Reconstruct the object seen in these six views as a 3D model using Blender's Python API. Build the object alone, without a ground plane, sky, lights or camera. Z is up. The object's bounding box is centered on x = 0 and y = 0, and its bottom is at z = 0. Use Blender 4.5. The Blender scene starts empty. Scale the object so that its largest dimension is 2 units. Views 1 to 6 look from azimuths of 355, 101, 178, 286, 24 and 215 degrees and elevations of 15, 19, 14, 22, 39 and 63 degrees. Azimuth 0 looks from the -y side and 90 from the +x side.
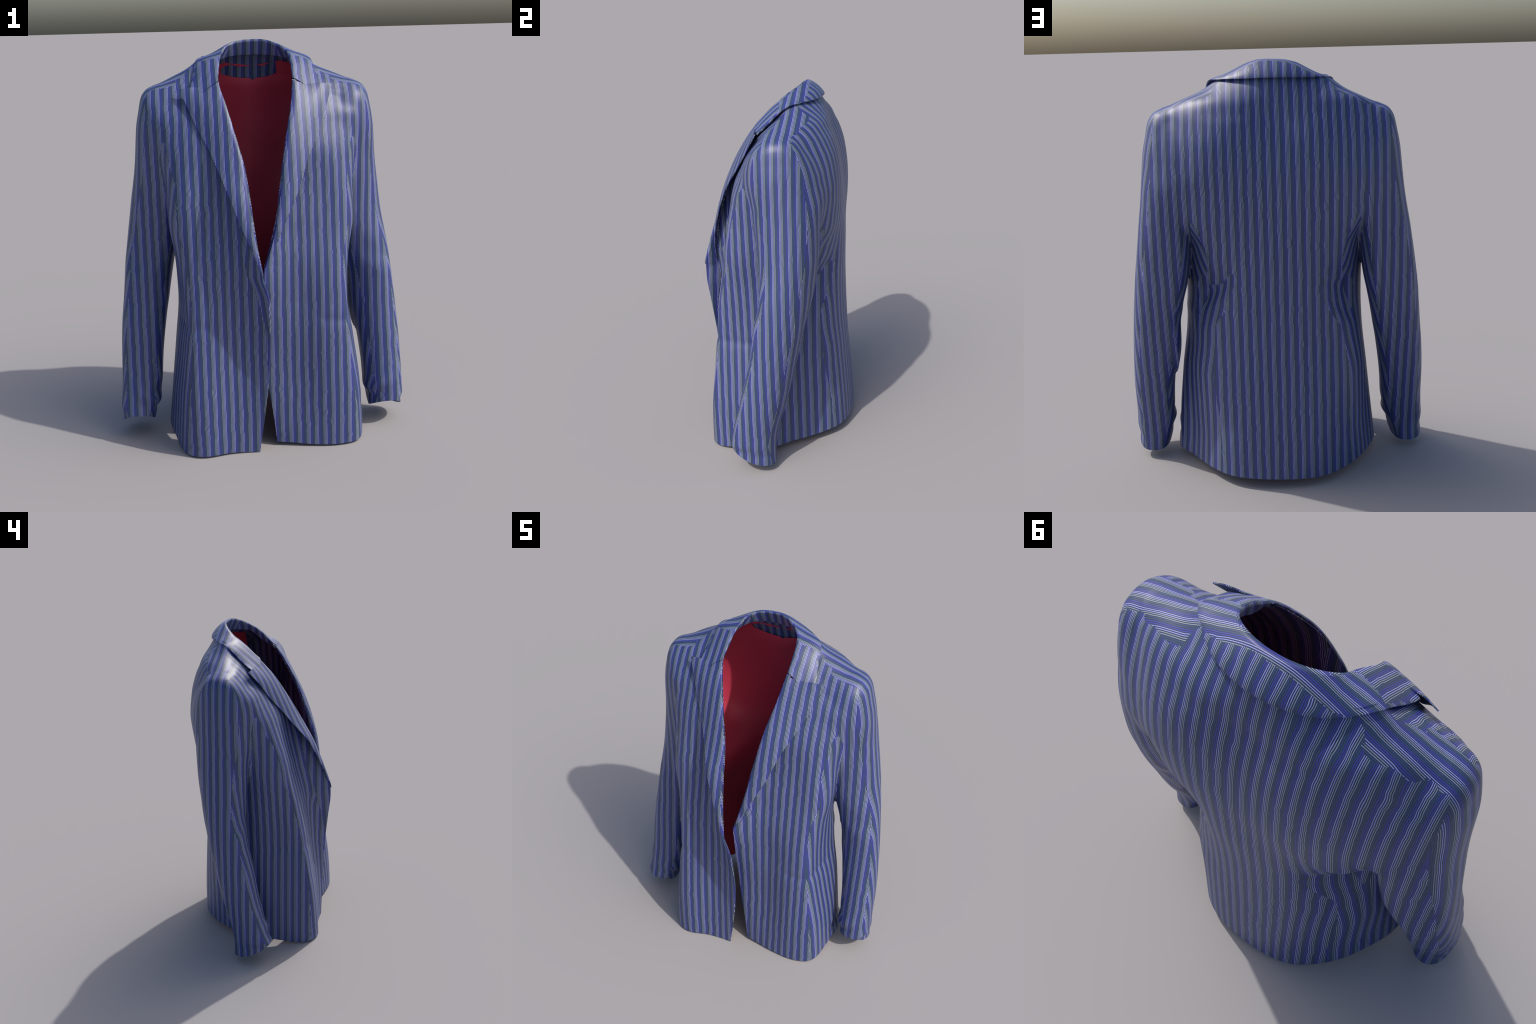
"""A striped tailored jacket standing as if worn: body, sleeves, lapels, collar, red lining.
The body is an implicit solid (lofted torso smoothly joined to two lofted sleeves) turned into a
thin cloth shell, cut along hem, cuffs, neckline and front edges; lapels and collar are lofted on it."""
import bpy, math
import numpy as np
from mathutils.bvhtree import BVHTree
from mathutils import Vector

rng = np.random.default_rng(7)
CLOTH = 0.007          # cloth thickness
GRID = 0.0085          # sampling of the implicit body

# ------------------------------------------------------------------ small maths helpers
def pchip(x, y, xq):
    """Monotone cubic interpolation along the first axis."""
    x = np.asarray(x, float); y = np.asarray(y, float); xq = np.asarray(xq, float)
    if y.ndim == 1:
        return pchip(x, y[:, None], xq)[..., 0]
    h = np.diff(x)[:, None]; d = np.diff(y, axis=0) / h
    m = np.zeros_like(y); m[0] = d[0]; m[-1] = d[-1]
    w1 = 2 * h[1:] + h[:-1]; w2 = h[1:] + 2 * h[:-1]
    with np.errstate(divide='ignore', invalid='ignore'):
        hm = (w1 + w2) / (w1 / d[:-1] + w2 / d[1:])
    m[1:-1] = np.where(d[:-1] * d[1:] > 0, np.nan_to_num(hm), 0.0)
    q = np.clip(xq, x[0], x[-1])
    i = np.clip(np.searchsorted(x, q, side='right') - 1, 0, len(x) - 2)
    t = ((q - x[i]) / (x[i + 1] - x[i]))[:, None]; H = h[i]
    return ((1 + 2 * t) * (1 - t) ** 2 * y[i] + t * (1 - t) ** 2 * H * m[i]
            + t * t * (3 - 2 * t) * y[i + 1] + t * t * (t - 1) * H * m[i + 1])

def curve(table):
    """A smooth function of one variable from a short table of (key, value)."""
    t = np.array(sorted(table), float)
    return lambda q: pchip(t[:, 0], t[:, 1], np.atleast_1d(np.asarray(q, float)))

def smoothstep(a, b, x):
    t = np.clip((x - a) / (b - a), 0, 1)
    return t * t * (3 - 2 * t)

def bump(x, c, w):
    return np.exp(-((x - c) / w) ** 2)

def closed_spline(P, n=400):
    """Closed Catmull-Rom (centripetal-ish) through P."""
    P = np.asarray(P, float); k = len(P)
    out = []
    for i in range(k):
        a, b, c, d = P[i - 1], P[i], P[(i + 1) % k], P[(i + 2) % k]
        la, lb, lc = (max(np.linalg.norm(q), 1e-4) for q in (b - a, c - b, d - c))
        m1 = ((b - a) / la + (c - b) / lb) * 0.5 * lb
        m2 = ((c - b) / lb + (d - c) / lc) * 0.5 * lb
        t = np.linspace(0, 1, n // k, endpoint=False)[:, None]
        out.append((1 + 2 * t) * (1 - t) ** 2 * b + t * (1 - t) ** 2 * m1 + t * t * (3 - 2 * t) * c + t * t * (t - 1) * m2)
    return np.concatenate(out)

def poly_line(P, n):
    """Open smooth curve through control points P (k,3), n samples, even in arc length."""
    P = np.asarray(P, float)
    s = np.r_[0, np.cumsum(np.linalg.norm(np.diff(P, axis=0), axis=1))]
    # finite-difference hermite
    m = np.gradient(P, s, axis=0)
    q = np.linspace(0, s[-1], n)
    i = np.clip(np.searchsorted(s, q, side='right') - 1, 0, len(s) - 2)
    H = (s[i + 1] - s[i])[:, None]; t = ((q - s[i])[:, None]) / H
    return ((1 + 2 * t) * (1 - t) ** 2 * P[i] + t * (1 - t) ** 2 * H * m[i]
            + t * t * (3 - 2 * t) * P[i + 1] + t * t * (t - 1) * H * m[i + 1])

# ------------------------------------------------------------------ torso: horizontal half sections
# height -> points from centre front round the side to centre back (x >= 0), metres
TORSO = {
    -0.06: [(0, -.340), (.20, -.360), (.345, -.366), (.435, -.328), (.495, -.18), (.526, -.02), (.452, .152), (.343, .300), (.20, .405), (0, .436)],
    0.05: [(0, -.338), (.20, -.358), (.342, -.364), (.430, -.326), (.488, -.18), (.517, -.02), (.446, .150), (.342, .297), (.20, .400), (0, .432)],
    0.25: [(0, -.325), (.18, -.345), (.330, -.355), (.415, -.326), (.472, -.18), (.494, .00), (.436, .142), (.346, .282), (.20, .393), (0, .426)],
    0.50: [(0, -.312), (.16, -.325), (.310, -.330), (.395, -.303), (.437, -.17), (.464, .03), (.425, .16), (.345, .280), (.19, .382), (0, .410)],
    0.72: [(0, -.305), (.15, -.310), (.295, -.305), (.378, -.277), (.415, -.15), (.438, .05), (.405, .15), (.345, .238), (.19, .360), (0, .402)],
    0.95: [(0, -.292), (.14, -.285), (.275, -.268), (.380, -.240), (.430, -.135), (.426, .06), (.348, .205), (.262, .305), (.155, .376), (0, .400)],
    1.15: [(0, -.250), (.14, -.238), (.285, -.222), (.398, -.203), (.455, -.135), (.434, .08), (.386, .205), (.315, .305), (.18, .382), (0, .405)],
    1.30: [(0, -.220), (.14, -.208), (.280, -.192), (.398, -.177), (.458, -.10), (.455, .10), (.424, .255), (.364, .345), (.20, .398), (0, .404)],
    1.45: [(0, -.200), (.14, -.188), (.270, -.172), (.388, -.145), (.462, -.090), (.484, .12), (.465, .285), (.37, .366), (.20, .408), (0, .405)],
    1.62: [(0, -.150), (.13, -.137), (.250, -.110), (.372, -.080), (.480, -.042), (.535, .13), (.48, .250), (.35, .357), (.20, .396), (0, .386)],
    1.73: [(0, -.096), (.13, -.080), (.240, -.052), (.362, -.010), (.474, .018), (.550, .13), (.48, .218), (.35, .318), (.20, .366), (0, .353)],
    1.77: [(0, -.062), (.13, -.042), (.240, -.018), (.365, .022), (.468, .048), (.532, .13), (.468, .208), (.345, .300), (.19, .347), (0, .337)],
    1.82: [(0, -.020), (.12, .000), (.210, .030), (.320, .066), (.392, .096), (.430, .14), (.412, .202), (.31, .284), (.165, .328), (0, .326)],
    1.87: [(0, .010), (.09, .025), (.170, .062), (.240, .096), (.290, .116), (.322, .145), (.312, .192), (.245, .254), (.12, .300), (0, .308)],
    1.92: [(0, .030), (.08, .048), (.140, .076), (.195, .103), (.235, .124), (.255, .150), (.235, .192), (.165, .238), (.09, .273), (0, .286)],
    1.98: [(0, .040), (.07, .045), (.110, .060), (.150, .085), (.170, .11), (.180, .14), (.17, .170), (.13, .210), (.08, .245), (0, .260)],
}
TORSO_SHIFT = curve([(-.06, .016), (.1, .018), (.3, .021), (.75, .018), (.95, .014), (1.2, .010), (1.5, .010), (1.75, .008), (1.9, .0), (2.0, .0)])   # sideways lean
NT = 360
THETA = np.linspace(-math.pi, math.pi, NT, endpoint=False)
ZL = np.array(sorted(TORSO))
TC = curve([(-.06, .04), (.5, .04), (1.15, .08), (1.5, .12), (1.75, .13), (2.0, .14)])    # pole of the polar sections (y)

def polar_section(z):
    half = TORSO[z]
    pts = half + [(-x, y) for x, y in half[-2:0:-1]]
    c = closed_spline(pts)
    cy = TC(z)[0]
    th = np.arctan2(c[:, 1] - cy, c[:, 0]); r = np.hypot(c[:, 0], c[:, 1] - cy)
    o = np.argsort(th); th = th[o]; r = r[o]
    return np.interp(THETA, np.r_[th - 2 * math.pi, th, th + 2 * math.pi], np.r_[r, r, r])

R_TORSO = np.stack([polar_section(z) for z in ZL])

# ------------------------------------------------------------------ sleeves
# height: centre |x|, half width, then centre y and half depth of the +x sleeve and of the -x sleeve
SLEEVE = {
    -0.06: (.666, .078, -.060, .128, -.062, .128), 0.03: (.664, .080, -.060, .126, -.062, .127), 0.10: (.655, .088, -.056, .122, -.060, .124),
    0.20: (.644, .102, -.045, .120, -.036, .114), 0.40: (.635, .107, .012, .119, .018, .108), 0.60: (.614, .116, .064, .118, .060, .115),
    0.80: (.585, .123, .106, .126, .104, .122), 1.00: (.551, .130, .140, .138, .132, .130), 1.20: (.524, .128, .154, .154, .142, .148),
    1.40: (.505, .118, .148, .166, .132, .162), 1.58: (.488, .115, .122, .164, .122, .158), 1.68: (.478, .104, .118, .144, .125, .136),
    1.73: (.470, .100, .120, .120, .126, .110), 1.77: (.458, .086, .126, .086, .130, .078), 1.80: (.440, .030, .130, .030, .130, .030),
}
SZ = np.array(sorted(SLEEVE)); SV = np.array([SLEEVE[z] for z in SZ])

SKEW_R = curve([(-.06, -.10), (.2, -.15), (.6, -.24), (.9, -.22), (1.15, 0.), (1.9, 0.)])     # front of the forearm turned inwards
SKEW_L = curve([(-.06, -.05), (.3, -.08), (.8, -.10), (1.1, 0.), (1.9, 0.)])

def build_field():
    lo = np.array([-.80, -.50, -.05]); hi = np.array([.80, .52, 1.97])
    n = np.ceil((hi - lo) / GRID).astype(int) + 1
    X, Y, Z = (lo[a] + GRID * np.arange(n[a]) for a in range(3))
    gx, gy = np.meshgrid(X, Y, indexing='ij')
    rt = pchip(ZL, R_TORSO, Z); cy = TC(Z); sh = TORSO_SHIFT(Z)
    sl = pchip(SZ, SV, Z)
    T = np.empty(n, np.float32); S = np.empty(n, np.float32)
    for k in range(n[2]):
        dx = gx - sh[k]; dy = gy - cy[k]
        th = np.arctan2(dy, dx); r = np.hypot(dx, dy)
        f = (th + math.pi) / (2 * math.pi) * NT; i = np.floor(f).astype(int); w = f - i
        row = rt[k]; T[:, :, k] = r - (row[i % NT] * (1 - w) + row[(i + 1) % NT] * w)
        cx, ax, cr, dr, cl, dl = sl[k]
        c2 = np.where(gx > 0, cr, cl); ay = np.where(gx > 0, dr, dl)
        px = np.abs(gx - np.interp(Z[k], [.6, 1.3, 1.75], [0, .009, .009])) - cx + np.where(gx < 0, .009, 0) * np.interp(Z[k], [.1, .3, .7, .9], [0, 1, 1, 0]); e = 2.3
        px = np.where((px < 0) & (gx > 0), px * (1 + np.interp(Z[k], [.1, .3, .75, .95], [0, .11, .11, 0])), px)
        ay = ay * (1 - np.interp(Z[k], [.8, 1.05, 1.6, 1.72], [0, .24, .20, .0]) * np.clip(px / ax, -1.2, 1.2))     # deeper on the inner side
        py = gy - c2 - np.where(gx > 0, SKEW_R(Z[k])[0], SKEW_L(Z[k])[0]) * px
        q = (np.abs(px / ax) ** e + np.abs(py / ay) ** e) ** (1 / e)
        rr = np.hypot(px, py); S[:, :, k] = np.where(q > 1e-3, rr * (1 - 1 / np.maximum(q, 1e-3)), -ax)
    S[:, :, Z > 1.80] = np.maximum(S[:, :, Z > 1.80], 0.05)
    for A in (T, S):                       # turn both into approximate distances
        g = np.zeros_like(A)
        for a in range(3):
            g += np.gradient(A, GRID, axis=a) ** 2
        A /= np.sqrt(np.clip(g, 0.6, 40.0))
    kz = np.interp(Z, [0, 1.10, 1.22, 1.32, 1.45, 1.58, 1.66, 1.74], [.004, .006, .022, .058, .075, .07, .050, .014])[None, None, :]
    yfac = np.interp(Y, [-.1, .15, .26], [.55, .8, 1.35])[None, :, None]
    k = (kz * yfac).astype(np.float32)
    h = np.clip(0.5 + 0.5 * (S - T) / k, 0, 1)
    F = S * (1 - h) + T * h - k * h * (1 - h)
    return F, T, S, lo

def surface_nets(F, lo, h):
    s = F < 0
    c = np.zeros(np.array(F.shape) - 1, np.uint8)
    offs = [(i, j, k) for i in (0, 1) for j in (0, 1) for k in (0, 1)]
    for i, j, k in offs:
        c += s[i:i + c.shape[0], j:j + c.shape[1], k:k + c.shape[2]]
    idx = np.argwhere((c > 0) & (c < 8))
    val = np.stack([F[idx[:, 0] + i, idx[:, 1] + j, idx[:, 2] + k] for i, j, k in offs], 1)
    acc = np.zeros((len(idx), 3)); cnt = np.zeros(len(idx))
    for a in range(8):
        for b in range(a + 1, 8):
            d = np.array(offs[b]) - np.array(offs[a])
            if np.abs(d).sum() != 1: continue
            m = (val[:, a] < 0) != (val[:, b] < 0)
            t = val[m, a] / (val[m, a] - val[m, b])
            acc[m] += np.array(offs[a]) + t[:, None] * d; cnt[m] += 1
    V = lo + h * (idx + acc / cnt[:, None])
    lut = -np.ones(c.shape, np.int64); lut[tuple(idx.T)] = np.arange(len(idx))
    quads = []
    for a in range(3):
        b, g = (a + 1) % 3, (a + 2) % 3
        sl0 = [slice(1, -1)] * 3; sl1 = [slice(1, -1)] * 3
        sl0[a] = slice(0, -1); sl1[a] = slice(1, None)
        s0 = s[tuple(sl0)]; s1 = s[tuple(sl1)]
        e = np.argwhere(s0 != s1)
        inside_first = s0[tuple(e.T)]
        p = e.copy(); p[:, b] += 1; p[:, g] += 1
        def cell(db, dg):
            q = p.copy(); q[:, b] -= db; q[:, g] -= dg
            return lut[q[:, 0], q[:, 1], q[:, 2]]
        q = np.stack([cell(1, 1), cell(0, 1), cell(0, 0), cell(1, 0)], 1)
        q[~inside_first] = q[~inside_first][:, ::-1]
        quads.append(q)
    Q = np.concatenate(quads)
    return V, Q[(Q >= 0).all(1)]

def relax(V, Q, it=6):
    E = np.concatenate([Q[:, [0, 1]], Q[:, [1, 2]], Q[:, [2, 3]], Q[:, [3, 0]]])
    E = np.concatenate([E, E[:, ::-1]])
    deg = np.bincount(E[:, 0], minlength=len(V))
    for _ in range(it):
        for lam in (0.55, -0.57):
            avg = np.stack([np.bincount(E[:, 0], V[E[:, 1], a], len(V)) for a in range(3)], 1) / deg[:, None]
            V = V + lam * (avg - V)
    return V

def tri_normals(V, F):
    n = np.cross(V[F[:, 1]] - V[F[:, 0]], V[F[:, 2]] - V[F[:, 0]])
    N = np.stack([np.bincount(F.ravel(), np.repeat(n[:, a], 3), len(V)) for a in range(3)], 1)
    return N / np.maximum(np.linalg.norm(N, axis=1), 1e-12)[:, None]

def clip(V, A, F, g):
    """Keep the part of a triangle mesh where g >= 0. A holds extra per-vertex values."""
    g = np.where(np.abs(g) < 1e-7, 1e-7, g)
    ins = g > 0; c = ins[F].sum(1)
    keep = F[c == 3]
    newV = [V]; newA = [A]; table = {}; nv = [len(V)]; out = [keep]
    def cut(a, b):
        key = (a, b) if a < b else (b, a)
        if key not in table:
            t = g[key[0]] / (g[key[0]] - g[key[1]])
            newV.append((V[key[0]] + t * (V[key[1]] - V[key[0]]))[None]); newA.append((A[key[0]] + t * (A[key[1]] - A[key[0]]))[None])
            table[key] = nv[0]; nv[0] += 1
        return table[key]
    add = []
    for f in F[(c == 1) | (c == 2)]:
        k = ins[f]
        r = int(np.argmax(k)) if k.sum() == 1 else int(np.argmin(k))
        a, b, d = int(f[r]), int(f[(r + 1) % 3]), int(f[(r + 2) % 3])
        ab, ad = cut(a, b), cut(a, d)
        if k.sum() == 1: add.append((a, ab, ad))
        else: add += [(ab, b, d), (ab, d, ad)]
    if add: out.append(np.array(add))
    V = np.concatenate(newV); A = np.concatenate(newA); F = np.concatenate(out)
    used = np.unique(F); m = -np.ones(len(V), np.int64); m[used] = np.arange(len(used))
    return V[used], A[used], m[F]

# ------------------------------------------------------------------ shape of the cut edges
# the lapel fold, from the break up to the neck: height, sideways, depth
FOLD = {
    -1: [(.934, -.020, -.432), (1.005, -.033, -.412), (1.122, -.049, -.375), (1.268, -.063, -.323), (1.412, -.078, -.255), (1.587, -.119, -.171), (1.706, -.150, -.105), (1.809, -.177, -.026), (1.90, -.172, .06)],
    1: [(.955, .000, -.348), (1.05, .030, -.342), (1.21, .070, -.316), (1.345, .092, -.274), (1.535, .127, -.204), (1.725, .172, -.095), (1.82, .185, -.022), (1.90, .18, .06)],
}
ROLL_L = curve([(z, x) for z, x, y in FOLD[-1]]); ROLL_R = curve([(z, x) for z, x, y in FOLD[1]])
FOLD_Y = {-1: curve([(-.06, -.366), (.0, -.368), (.25, -.372), (.54, -.392), (.73, -.411)] + [(z, y) for z, x, y in FOLD[-1]]),
          1: curve([(-.06, -.312), (.0, -.312), (.3, -.300), (.5, -.298), (.75, -.318)] + [(z, y) for z, x, y in FOLD[1]])}
EDGE_L = curve([(-.06, -.052), (.0, -.047), (.15, -.026), (.35, -.003), (.60, .012), (.80, .008), (.918, -.022)])
EDGE_R = curve([(-.06, .058), (.0, .049), (.15, .032), (.35, .008), (.5, -.004), (.70, -.012), (.95, .0)])

XF = np.linspace(-.26, .26, 53); ZF = np.linspace(-.06, 1.95, 120)
def _front_table():
    R = pchip(ZL, R_TORSO, ZF); out = np.zeros((len(ZF), len(XF)))
    m = THETA < -.05
    for k in range(len(ZF)):
        out[k] = np.interp(XF, R[k, m] * np.cos(THETA[m]) + TORSO_SHIFT(ZF[k])[0], R[k, m] * np.sin(THETA[m]) + TC(ZF[k])[0])
    return out
FRONT = _front_table()

def base_front(x, z):
    """Depth of the common body surface in front, at (x, z)."""
    i = np.clip((x - XF[0]) / (XF[1] - XF[0]), 0, len(XF) - 1.001); k = np.clip((z - ZF[0]) / (ZF[1] - ZF[0]), 0, len(ZF) - 1.001)
    a = i.astype(int); b = k.astype(int); u = i - a; w = k - b
    return (FRONT[b, a] * (1 - u) + FRONT[b, a + 1] * u) * (1 - w) + (FRONT[b + 1, a] * (1 - u) + FRONT[b + 1, a + 1] * u) * w

def front_edge(side, z):
    if side < 0: return np.where(z < .934, EDGE_L(z), ROLL_L(z))
    return np.where(z < .955, EDGE_R(z), ROLL_R(z))

def panel_shift(P, side):
    """The fronts leave the common body surface and swing out to their own edge / fold line; -x laps over +x."""
    x, y, z = P.T
    ex = front_edge(side, z)
    need = FOLD_Y[side](z) - base_front(ex, z)
    reach = (np.interp(z, [0, .6, .93, 1.12, 1.3, 1.6, 1.8], [.24, .16, .17, .15, .14, .14, .10]) if side < 0 else
             np.interp(z, [0, .6, .9, 1.1, 1.3, 1.6, 1.8], [.30, .22, .16, .11, .11, .12, .10]))
    t = np.clip(side * (x - ex) / reach, -.3, 1)
    w = (1 - t) ** 2
    f = smoothstep(.08, -.10, y - .12 * smoothstep(1.6, 1.85, z))
    s = need * w * f
    if side < 0:
        s += (-0.022 * bump(x, -.34, .16) * smoothstep(1.5, 1.2, z) - .020 * bump(x, -.39, .12) * smoothstep(1.0, .4, z)) * f
    else:
        s += 0.040 * bump(x, .17, .12) * np.interp(z, [0, .15, .35, .75, 1.0, 1.15], [.2, .6, 1, 1, .3, 0]) * f
        s += 0.014 * bump(x, .36, .12) * smoothstep(.9, .6, z) * f
    Q = P.copy(); Q[:, 1] += s
    return Q

def folds(P, N):
    """Soft dents and folds of the worn cloth, along the surface normal."""
    x, y, z = P.T; ax = np.abs(x)
    d = np.zeros(len(P))
    # pocket line
    d += -.005 * bump(z, .655 - .1 * (ax - .3), .026) * smoothstep(.24, .30, ax) * smoothstep(-.02, -.10, y) * (ax < .5)
    # elbow dents on the front of the sleeves
    d += -.004 * bump(z, .93 - .25 * (ax - .55), .05) * smoothstep(.06, .02, y) * smoothstep(.5, .56, ax)
    d += .003 * bump(z, .85 - .2 * (ax - .55), .05) * smoothstep(.06, .0, y) * smoothstep(.5, .56, ax)
    # drape folds from the shoulder blades down to the waist at the sides
    bk = smoothstep(.13, .22, y) * (ax < .48)
    u = z - (.76 + .9 * (.40 - ax))
    d += (-.005 * bump(u, 0, .04) - .030 * bump(u, .12, .080)) * smoothstep(.15, .29, x) * smoothstep(.45, .36, ax) * bk
    d += (-.008 * bump(u, -.01, .045) - .022 * bump(u, .09, .085)) * smoothstep(.12, .30, -x) * smoothstep(.45, .36, ax) * bk
    d += .004 * bump(z, .82, .035) * smoothstep(.36, .43, x) * (x < .48) * smoothstep(-.06, .04, y)
    # slow unevenness
    d += .0022 * np.sin(5 * x + 3.1 * z) * np.sin(7.3 * z + 2 * y + 1.3) + .0015 * np.sin(17 * x + 4 * y + 2.0) * np.sin(9 * z + .4)
    # crumpled cuffs
    fr = smoothstep(.03, -.06, y) * smoothstep(.50, .54, ax)
    w = z - .17 - .55 * (ax - .60)
    d += (-.009 * bump(w, 0, .026) + .006 * bump(w, .05, .028) - .004 * bump(w, .11, .03)) * fr * smoothstep(.70, .62, ax)
    d += -.007 * bump(z, .11 + .3 * (ax - .66), .02) * smoothstep(.66, .72, ax) * smoothstep(-.02, -.1, y)
    d += (.003 * bump(z, .16, .03) - .003 * bump(z, .105, .02)) * smoothstep(.69, .73, ax)
    Q = P + N * d[:, None]
    Q[:, 0] -= .022 * smoothstep(.25, .42, x) * smoothstep(.03, .14, y) * smoothstep(.85, .6, z) * (ax < .53)
    Q[:, 0] -= .032 * y * smoothstep(.85, .4, z) * smoothstep(.56, .50, ax)      # the skirt is twisted a little about the vertical
    return Q

# ------------------------------------------------------------------ materials
PERIOD = 0.0427

def node(nt, kind, loc=(0, 0), **props):
    n = nt.nodes.new(kind); n.location = loc
    for k, v in props.items(): setattr(n, k, v)
    return n

def math_node(nt, op, a, b=None, c=None):
    n = nt.nodes.new('ShaderNodeMath'); n.operation = op
    for i, v in enumerate((a, b, c)):
        if v is None: continue
        if isinstance(v, (int, float)): n.inputs[i].default_value = v
        else: nt.links.new(v, n.inputs[i])
    return n.outputs[0]

def ramp(nt, fac, stops, interp='LINEAR'):
    n = nt.nodes.new('ShaderNodeValToRGB'); n.color_ramp.interpolation = interp
    el = n.color_ramp.elements
    while len(el) < len(stops): el.new(0.5)
    for e, (p, c) in zip(el, stops): e.position = p; e.color = c
    nt.links.new(fac, n.inputs[0])
    return n.outputs[0]

def srgb(r, g, b):
    f = lambda c: (c / 255 / 12.92) if c / 255 <= .04045 else ((c / 255 + .055) / 1.055) ** 2.4
    return (f(r), f(g), f(b), 1.0)

NAVY, LAVENDER, CREAM, GREEN, BLUE = srgb(42, 51, 96), srgb(156, 163, 218), srgb(143, 157, 156), srgb(55, 84, 96), srgb(66, 70, 165)

def cloth(name, axis, sign, phase, kink):
    m = bpy.data.materials.new(name); m.use_nodes = True
    nt = m.node_tree; nt.nodes.clear()
    out = node(nt, 'ShaderNodeOutputMaterial'); bs = node(nt, 'ShaderNodeBsdfPrincipled')
    nt.links.new(bs.outputs[0], out.inputs[0])
    tc = node(nt, 'ShaderNodeTexCoord')
    sep = node(nt, 'ShaderNodeSeparateXYZ'); nt.links.new(tc.outputs['Object'], sep.inputs[0])
    # stripes wander: a slow sway, and now and then a sharp kink
    mp = node(nt, 'ShaderNodeMapping'); mp.inputs['Scale'].default_value = (9, 9, 5); nt.links.new(tc.outputs['Object'], mp.inputs[0])
    n1 = node(nt, 'ShaderNodeTexNoise'); n1.inputs['Scale'].default_value = 1.0; n1.inputs['Detail'].default_value = 2.0
    nt.links.new(mp.outputs[0], n1.inputs['Vector'])
    mp2 = node(nt, 'ShaderNodeMapping'); mp2.inputs['Scale'].default_value = (14, 14, 17); mp2.inputs['Location'].default_value = (3.1, 1.7, .6)
    nt.links.new(tc.outputs['Object'], mp2.inputs[0])
    n2 = node(nt, 'ShaderNodeTexNoise'); n2.inputs['Scale'].default_value = 1.0; n2.inputs['Detail'].default_value = 0.0
    nt.links.new(mp2.outputs[0], n2.inputs['Vector'])
    sway = math_node(nt, 'MULTIPLY', math_node(nt, 'SUBTRACT', n1.outputs[0], .5), .0030 if axis == 0 else .0025)
    k = math_node(nt, 'SUBTRACT', n2.outputs[0], .5)
    k = math_node(nt, 'MULTIPLY', math_node(nt, 'MULTIPLY', math_node(nt, 'SIGN', k), math_node(nt, 'MAXIMUM', math_node(nt, 'SUBTRACT', math_node(nt, 'ABSOLUTE', k), .135), 0.0)), kink)
    c = math_node(nt, 'ADD', sep.outputs[axis], math_node(nt, 'ADD', sway, k))
    p = math_node(nt, 'FRACT', math_node(nt, 'MULTIPLY', math_node(nt, 'SUBTRACT', c, phase), sign / (PERIOD if axis else .0424)))
    line = math_node(nt, 'FRACT', math_node(nt, 'MULTIPLY', p, 8.0))
    tri = math_node(nt, 'ABSOLUTE', math_node(nt, 'SUBTRACT', line, .5))
    mask = ramp(nt, tri, [(.12, (1, 1, 1, 1)), (.23, (0, 0, 0, 1))])
    col = ramp(nt, p, [(0, LAVENDER), (.25, CREAM), (.5, GREEN), (.75, BLUE)], 'CONSTANT')
    mix = node(nt, 'ShaderNodeMix', data_type='RGBA'); nt.links.new(mask, mix.inputs[0])
    mix.inputs[6].default_value = NAVY; nt.links.new(col, mix.inputs[7])
    # fine weave
    wv = node(nt, 'ShaderNodeTexNoise'); wv.inputs['Scale'].default_value = 420.0; wv.inputs['Detail'].default_value = 1.0
    nt.links.new(tc.outputs['Object'], wv.inputs['Vector'])
    wr = ramp(nt, wv.outputs[0], [(.3, (.86, .86, .86, 1)), (.7, (1.12, 1.12, 1.12, 1))])
    mul = node(nt, 'ShaderNodeMix', data_type='RGBA', blend_type='MULTIPLY'); mul.inputs[0].default_value = 1.0
    nt.links.new(mix.outputs[2], mul.inputs[6]); nt.links.new(wr, mul.inputs[7])
    nt.links.new(mul.outputs[2], bs.inputs['Base Color'])
    bs.inputs['Roughness'].default_value = 0.46
    bs.inputs['Specular IOR Level'].default_value = 0.5
    bp = node(nt, 'ShaderNodeBump'); bp.inputs['Strength'].default_value = 0.06; bp.inputs['Distance'].default_value = .002
    nt.links.new(wv.outputs[0], bp.inputs['Height']); nt.links.new(bp.outputs[0], bs.inputs['Normal'])
    return m

CLOTH_ACROSS = cloth('striped_cloth_front', 0, -1.0, .2140, .019)
CLOTH_ALONG = cloth('striped_cloth_side', 1, 1.0, .1365, .010)

def red_lining():
    m = bpy.data.materials.new('red_lining'); m.use_nodes = True
    nt = m.node_tree; bs = nt.nodes['Principled BSDF']
    tc = node(nt, 'ShaderNodeTexCoord')
    n = node(nt, 'ShaderNodeTexNoise'); n.inputs['Scale'].default_value = 3.0
    nt.links.new(tc.outputs['Object'], n.inputs['Vector'])
    c = ramp(nt, n.outputs[0], [(.3, srgb(186, 54, 78)), (.7, srgb(196, 60, 84))])
    nt.links.new(c, bs.inputs['Base Color'])
    bs.inputs['Roughness'].default_value = .45
    return m
LINING = red_lining()

# ------------------------------------------------------------------ object building
root = bpy.data.objects.new('striped_jacket', None)
bpy.context.scene.collection.objects.link(root)
root['label'] = 'blue striped tailored jacket with notched lapels and red lining'
root['category'] = 'jacket'

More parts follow.
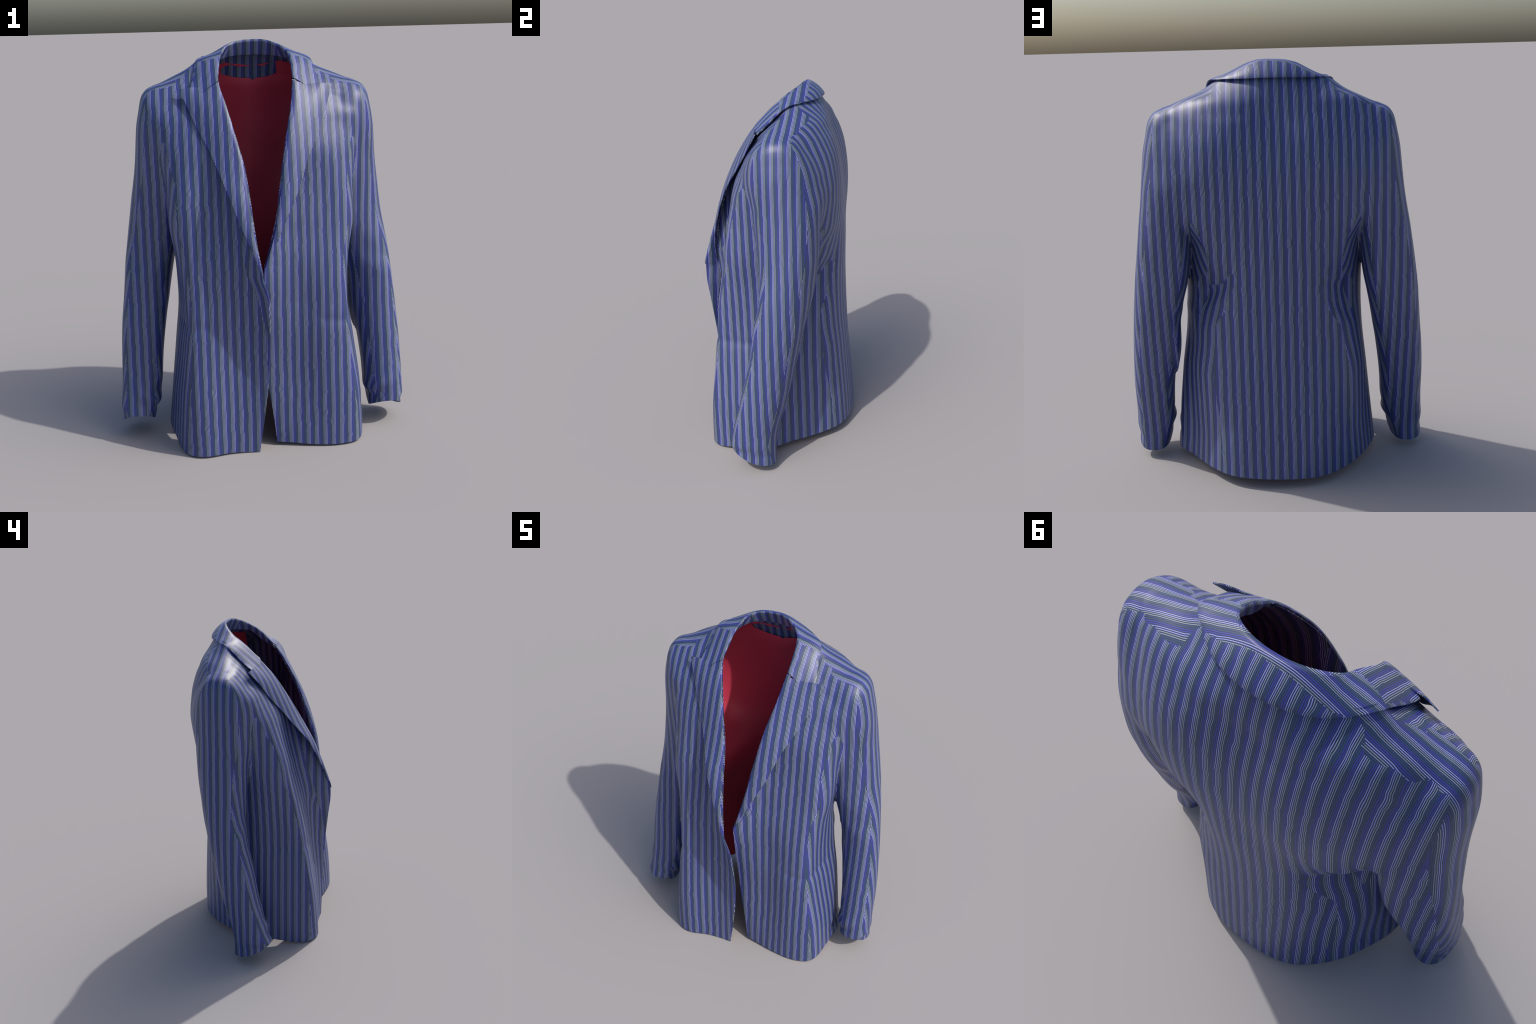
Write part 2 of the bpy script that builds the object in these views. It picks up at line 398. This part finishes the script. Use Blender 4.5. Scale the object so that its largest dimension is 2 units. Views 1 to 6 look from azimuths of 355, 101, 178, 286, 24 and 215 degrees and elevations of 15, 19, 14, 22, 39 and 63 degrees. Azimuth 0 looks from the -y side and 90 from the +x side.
def make_object(name, V, faces, loop_normals, mat_idx, mats, parent=root):
    """faces: list of index arrays (tris / quads stacked); loop_normals in face order."""
    me = bpy.data.meshes.new(name)
    allf = [tuple(int(i) for i in f) for arr in faces for f in arr]
    me.from_pydata([tuple(v) for v in V], [], allf)
    me.polygons.foreach_set('use_smooth', np.ones(len(allf), bool))
    me.polygons.foreach_set('material_index', np.asarray(mat_idx, np.int32))
    for m in mats: me.materials.append(m)
    me.update()
    me.normals_split_custom_set([tuple(n) for n in loop_normals])
    ob = bpy.data.objects.new(name, me)
    bpy.context.scene.collection.objects.link(ob)
    ob.parent = parent
    return ob

def stripe_dir(n, c=None):
    """0: stripes counted across x (cloth facing front or back); 1: counted along y (sides, tops)."""
    a = np.abs(n)
    return np.where(a[:, 1] >= np.maximum(a[:, 0], .60 * a[:, 2]), 0, 1)

def shell(V, N, F, t):
    """Outer sheet, inner sheet and rim. Returns verts, tri faces, rim quads, loop normals per block."""
    n = len(V)
    W = np.concatenate([V, V - N * t])
    inner = F[:, ::-1] + n
    e = np.concatenate([F[:, [0, 1]], F[:, [1, 2]], F[:, [2, 0]]])
    owner = np.tile(np.arange(len(F)), 3)
    key = np.sort(e, 1); code = key[:, 0].astype(np.int64) * n + key[:, 1]
    u, inv, cnt = np.unique(code, return_inverse=True, return_counts=True)
    b = cnt[inv] == 1
    be = e[b]; bo = owner[b]
    rim = np.stack([be[:, 1], be[:, 0], be[:, 0] + n, be[:, 1] + n], 1)
    return W, inner, rim, bo

def emit(parts, V, N, F, t, part_of, mats=(CLOTH_ACROSS, CLOTH_ALONG), inner_dir=None):
    """Split one shell into named objects by face region; border vertices and normals coincide."""
    W, inner, rim, bo = shell(V, N, F, t)
    fn = np.cross(V[F[:, 1]] - V[F[:, 0]], V[F[:, 2]] - V[F[:, 0]])
    fn /= np.maximum(np.linalg.norm(fn, axis=1), 1e-12)[:, None]
    vn = N[F].mean(1)
    d = stripe_dir(vn)
    rn = np.cross(W[rim[:, 1]] - W[rim[:, 0]], W[rim[:, 2]] - W[rim[:, 1]])
    rn /= np.maximum(np.linalg.norm(rn, axis=1), 1e-12)[:, None]
    WN = np.concatenate([N, -N])
    objs = {}
    for pid, name in parts.items():
        fo = part_of == pid
        if not fo.any(): continue
        ro = fo[bo]
        blocks = [F[fo], inner[fo], rim[ro]]
        ln = np.concatenate([WN[F[fo]].reshape(-1, 3), WN[inner[fo]].reshape(-1, 3), np.repeat(rn[ro], 4, 0)])
        mi = np.concatenate([d[fo], d[fo], d[bo][ro]])
        used = np.unique(np.concatenate([b.ravel() for b in blocks]))
        m = -np.ones(len(W), np.int64); m[used] = np.arange(len(used))
        objs[pid] = make_object(name, W[used], [m[b] for b in blocks], ln, mi, mats)
    return objs

# ------------------------------------------------------------------ body
F3, T3, S3, lo = build_field()
V, Q = surface_nets(F3, lo, GRID)
V = relax(V, Q, 10)
TRI = np.concatenate([Q[:, [0, 1, 2]], Q[:, [0, 2, 3]]])
N = tri_normals(V, TRI)
V = folds(V, N)

def sample(A, P):
    q = np.clip((P - lo) / GRID, 0, np.array(A.shape) - 1.001); i = q.astype(int); f = q - i; r = 0
    for a in (0, 1):
        for b in (0, 1):
            for c in (0, 1):
                r = r + A[i[:, 0] + a, i[:, 1] + b, i[:, 2] + c] * (f[:, 0] if a else 1 - f[:, 0]) * (f[:, 1] if b else 1 - f[:, 1]) * (f[:, 2] if c else 1 - f[:, 2])
    return r

SLV = sample(S3, V) - sample(T3, V)          # < 0 : belongs to a sleeve

def hem_height(P):
    x, y, z = P.T
    return .007 - .007 * (x < 0) * bump(x, -.05, .1) * (y < -.1) + .039 * smoothstep(-.30, -.05, y) + .004 * np.sin(9 * x)* smoothstep(-.2,.0,y) + np.where(x > 0, .010 * smoothstep(.3, .05, x), 0) * (y < -.1)

def cuff_height(P):
    x, y, z = P.T
    t = (y + .065) / .125
    return .078 - .055 * t + .020 * t * t

def trim(V, SLV, TRI, side):
    """Cut one half of the garment out of the whole body surface."""
    A = SLV[:, None]
    sl = A[:, 0] < 0
    # hem and cuffs
    is_sleeve = sl & (V[:, 2] < .9)
    g = np.where(is_sleeve, V[:, 2] - cuff_height(V), V[:, 2] - hem_height(V))
    V, A, TRI = clip(V, A, TRI, g)
    # neck hole seen from above
    x, y, z = V.T
    e = np.sqrt((x / .268) ** 2 + ((y - .098) / .176) ** 2)
    g = np.where(z > 1.80, e - 1.0, 1.0)
    g = np.where((z > 1.70) & (y < .095), np.maximum(e - 1.0, np.abs(x) - .262), g)
    g = np.where((z > 1.70) & (z < 1.785) & (y < .095), 1.0, g)
    g = np.where(z > 1.945, -1.0, g)
    V, A, TRI = clip(V, A, TRI, g)
    # centre line: front edge / roll line in front, centre seam behind
    x, y, z = V.T
    if side < 0:
        e = front_edge(-1, z)
        lim = np.where(y < .10, e, 0.0)
        g = lim - x
    else:
        e = front_edge(1, z)
        lim = np.where(y < .10, e, 0.0)
        g = x - lim
    V, A, TRI = clip(V, A, TRI, g)
    V = panel_shift(V, side)
    return V, A[:, 0], TRI

N0 = tri_normals(V, TRI)
for side in (-1, 1):
    v, a, f = trim(V, SLV, TRI, side)
    n = tri_normals(v, f)
    # along the centre back both halves share the mirrored-average normal
    seam = (np.abs(v[:, 0]) < 1e-6) & (v[:, 1] > .1)
    n[seam, 0] = 0; n[seam] /= np.linalg.norm(n[seam], axis=1)[:, None]
    c = v[f].mean(1); am = a[f].mean(1)
    back = c[:, 1] > .13 - .0 * c[:, 2]
    part = np.where(am < 0, 2, np.where(back, 1, 0))
    emit({0: 'front_panel', 1: 'back_panel', 2: 'sleeve'}, v, n, f, CLOTH, part)

def grid_faces(nu, nv):
    i = np.arange(nu * nv).reshape(nu, nv)
    q = np.stack([i[:-1, :-1].ravel(), i[1:, :-1].ravel(), i[1:, 1:].ravel(), i[:-1, 1:].ravel()], 1)
    return np.concatenate([q[:, [0, 1, 2]], q[:, [0, 2, 3]]])

def sheet(name, G, t, flip=False):
    nu, nv, _ = G.shape
    f = grid_faces(nu, nv)
    if flip: f = f[:, ::-1]
    v = G.reshape(-1, 3); n = tri_normals(v, f)
    return emit({0: name}, v, n, f, t, np.zeros(len(f), int))[0]

# free edge of each lapel from the break up to its peak
LAPEL_EDGE = {
    -1: [(-.022, -.434, .930), (-.033, -.428, .962), (-.053, -.410, 1.021), (-.107, -.369, 1.155), (-.160, -.311, 1.301), (-.199, -.243, 1.399), (-.239, -.178, 1.499), (-.296, -.108, 1.609), (-.337, -.056, 1.706), (-.372, -.006, 1.776)],
    1: [(.002, -.352, .952), (.021, -.350, .993), (.047, -.345, 1.046), (.097, -.329, 1.152), (.157, -.293, 1.268), (.233, -.215, 1.456), (.315, -.112, 1.612), (.383, -.006, 1.782)],
}

def lapel(side):
    nu, nv = 90, 26
    ee = poly_line(LAPEL_EDGE[side], nu)
    zr = np.linspace(FOLD[side][0][0], 1.808, nu)
    rr = np.c_[front_edge(side, zr), FOLD_Y[side](zr), zr]
    G = np.zeros((nu, nv, 3))
    tt = np.linspace(0, 1, nv - 2) ** 1.3
    for i in range(nu):
        u = i / (nu - 1)
        d = ee[i] - rr[i]; wid = np.linalg.norm(d)
        thick = min(.009, wid * .5)
        inward = np.array([-side, 0, 0])
        G[i, 0] = rr[i] + np.array([side * min(.02, wid * .3), .007, 0])          # tucked behind the front edge
        G[i, 1] = rr[i] + inward * .003 + np.array([0, .004, 0])
        for j, t in enumerate(tt):
            p = rr[i] + d * t + inward * .003 * max(0, 1 - t * 6)
            belly = thick * (1 - (1 - min(t / .12, 1)) ** 2) * (1 - .75 * t) + .010 * math.sin(math.pi * t) * min(1, wid / .1)
            p[1] -= belly + .004
            p[2] -= .010 * math.sin(math.pi * min(1, t * 1.45)) * u ** 9 if t < .69 else 0
            p[1] += .009 * u ** 14 * math.sin(math.pi * min(1, t * 1.2))     # gorge dips below the collar
            G[i, j + 2] = p
    return sheet('lapel', G, .004, flip=(side > 0))

for s in (-1, 1):
    lapel(s)

# ------------------------------------------------------------------ collar
def collar():
    # roll edge from the left gorge round the neck to the right gorge, and the outer (fall) edge
    roll = [(-.177, -.031, 1.809), (-.177, -.002, 1.832), (-.172, .038, 1.868), (-.164, .085, 1.906), (-.152, .132, 1.936), (-.122, .176, 1.970), (-.068, .207, 1.991), (0, .217, 1.997),
            (.072, .207, 1.995), (.130, .178, 1.974), (.172, .138, 1.946), (.186, .095, 1.920), (.190, .045, 1.882), (.188, .000, 1.838), (.186, -.025, 1.815)]
    fall = [(-.311, -.012, 1.772), (-.303, .030, 1.802), (-.295, .065, 1.832), (-.284, .113, 1.876), (-.272, .157, 1.906), (-.232, .205, 1.913), (-.150, .266, 1.917), (0, .300, 1.921),
            (.150, .266, 1.918), (.240, .205, 1.914), (.288, .157, 1.907), (.302, .113, 1.880), (.312, .065, 1.836), (.320, .030, 1.805), (.327, -.008, 1.772)]
    low = [(-.200, -.026, 1.790), (-.186, .055, 1.842), (-.176, .120, 1.895), (-.148, .188, 1.912), (-.082, .234, 1.925), (0, .247, 1.927),
           (.084, .234, 1.925), (.156, .188, 1.914), (.190, .120, 1.900), (.198, .055, 1.846), (.206, -.022, 1.796)]
    nu = 120
    A, B, C = (poly_line(p, nu) for p in (roll, fall, low))
    T = []
    out = np.array([0, .1, 0])
    for s in np.linspace(0, 1, 9)[:-1]:           # stand, inside, rising to the roll
        T.append(C + (A - C) * s)
    d = B - A; L = np.linalg.norm(d, axis=1)[:, None]
    for s in np.linspace(0, 1, 15):
        P = A + d * s
        side = np.c_[P[:, 0], P[:, 1] - .08, np.full(nu, .10)]
        side /= np.linalg.norm(side, axis=1)[:, None]
        uu = np.abs(np.linspace(-1, 1, nu))
        dip = (uu ** 9 * min(s / .5, (1 - s) / .5))[:, None] * np.array([0, -.024, -.036])
        T.append(P + side * (.011 * math.sin(math.pi * s) ** .7) * np.minimum(1, L / .08) + dip)
    G = np.stack(T, 1)
    return sheet('collar', G, .006, flip=True)
collar()

# ------------------------------------------------------------------ lining: the inside of the back
def lining():
    nth, nz = 91, 90
    zz = np.linspace(.058, 1.86, nz)
    th = np.linspace(math.radians(12), math.radians(172), nth)
    R = pchip(ZL, R_TORSO, zz); cy = TC(zz); sh = TORSO_SHIFT(zz)
    G = np.zeros((nth, nz, 3))
    for k in range(nz):
        r = np.interp(th, THETA, R[k]) - .016
        r -= .004 * bump(th, math.pi / 2, .012)              # centre back pleat
        x = r * np.cos(th); 
        top = np.interp(x, [-.30, -.17, -.145, -.131, -.062, .000, .012, .024, .080, .124, .152, .18, .30], [1.86, 1.885, 1.852, 1.828, 1.808, 1.803, 1.792, 1.803, 1.809, 1.826, 1.884, 1.892, 1.86])
        z = np.minimum(zz[k], np.full(nth, 1.86)) 
        zc = .058 + (zz[k] - .058) * (top - .058) / (1.86 - .058)
        G[:, k] = np.c_[x + sh[k], r * np.sin(th) + cy[k], zc]
    # re-read the radius at the true height
    for k in range(nz):
        Rk = pchip(ZL, R_TORSO, G[:, k, 2]); r = np.array([np.interp(t, THETA, row) for t, row in zip(th, Rk)]) - .016 - .0015 * bump(th, math.pi / 2, .012)
        G[:, k, 0] = r * np.cos(th) + TORSO_SHIFT(G[:, k, 2]); G[:, k, 1] = r * np.sin(th) + TC(G[:, k, 2])
    f = grid_faces(nth, nz); v = G.reshape(-1, 3); n = tri_normals(v, f)
    if (n[:, 1].mean() < 0): f = f[:, ::-1]; n = -n
    v = folds(v, n); n = tri_normals(v, f)
    emit({0: 'lining'}, v, n, f, .003, np.zeros(len(f), int), mats=(LINING, LINING))
lining()

def lining_tuck(table):
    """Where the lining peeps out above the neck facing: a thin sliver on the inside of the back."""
    t = np.array(table); n = 40
    x = np.linspace(t[0, 0], t[-1, 0], n)
    lo_z = np.interp(x, t[:, 0], t[:, 1]); hi_z = np.interp(x, t[:, 0], t[:, 2])
    G = np.zeros((n, 4, 3))
    m = THETA > .05
    for j in range(4):
        z = lo_z + (hi_z - lo_z) * j / 3
        Rk = pchip(ZL, R_TORSO, z)
        for i in range(n):
            xs = Rk[i, m] * np.cos(THETA[m]) + TORSO_SHIFT(z[i])[0]; ys = Rk[i, m] * np.sin(THETA[m]) + TC(z[i])[0]
            G[i, j] = (x[i], np.interp(-x[i], -xs, ys) - .0125, z[i])
    f = grid_faces(n, 4); v = G.reshape(-1, 3); nn = tri_normals(v, f)
    if nn[:, 1].mean() > 0: f = f[:, ::-1]; nn = -nn
    emit({0: 'lining'}, v, nn, f, .003, np.zeros(len(f), int), mats=(LINING, LINING))
lining_tuck([(-.150, 1.853, 1.875), (-.130, 1.866, 1.888), (-.101, 1.876, 1.880), (-.053, 1.864, 1.876), (.012, 1.8645, 1.8655)])
lining_tuck([(.043, 1.8685, 1.8695), (.073, 1.864, 1.876), (.100, 1.876, 1.8785)])
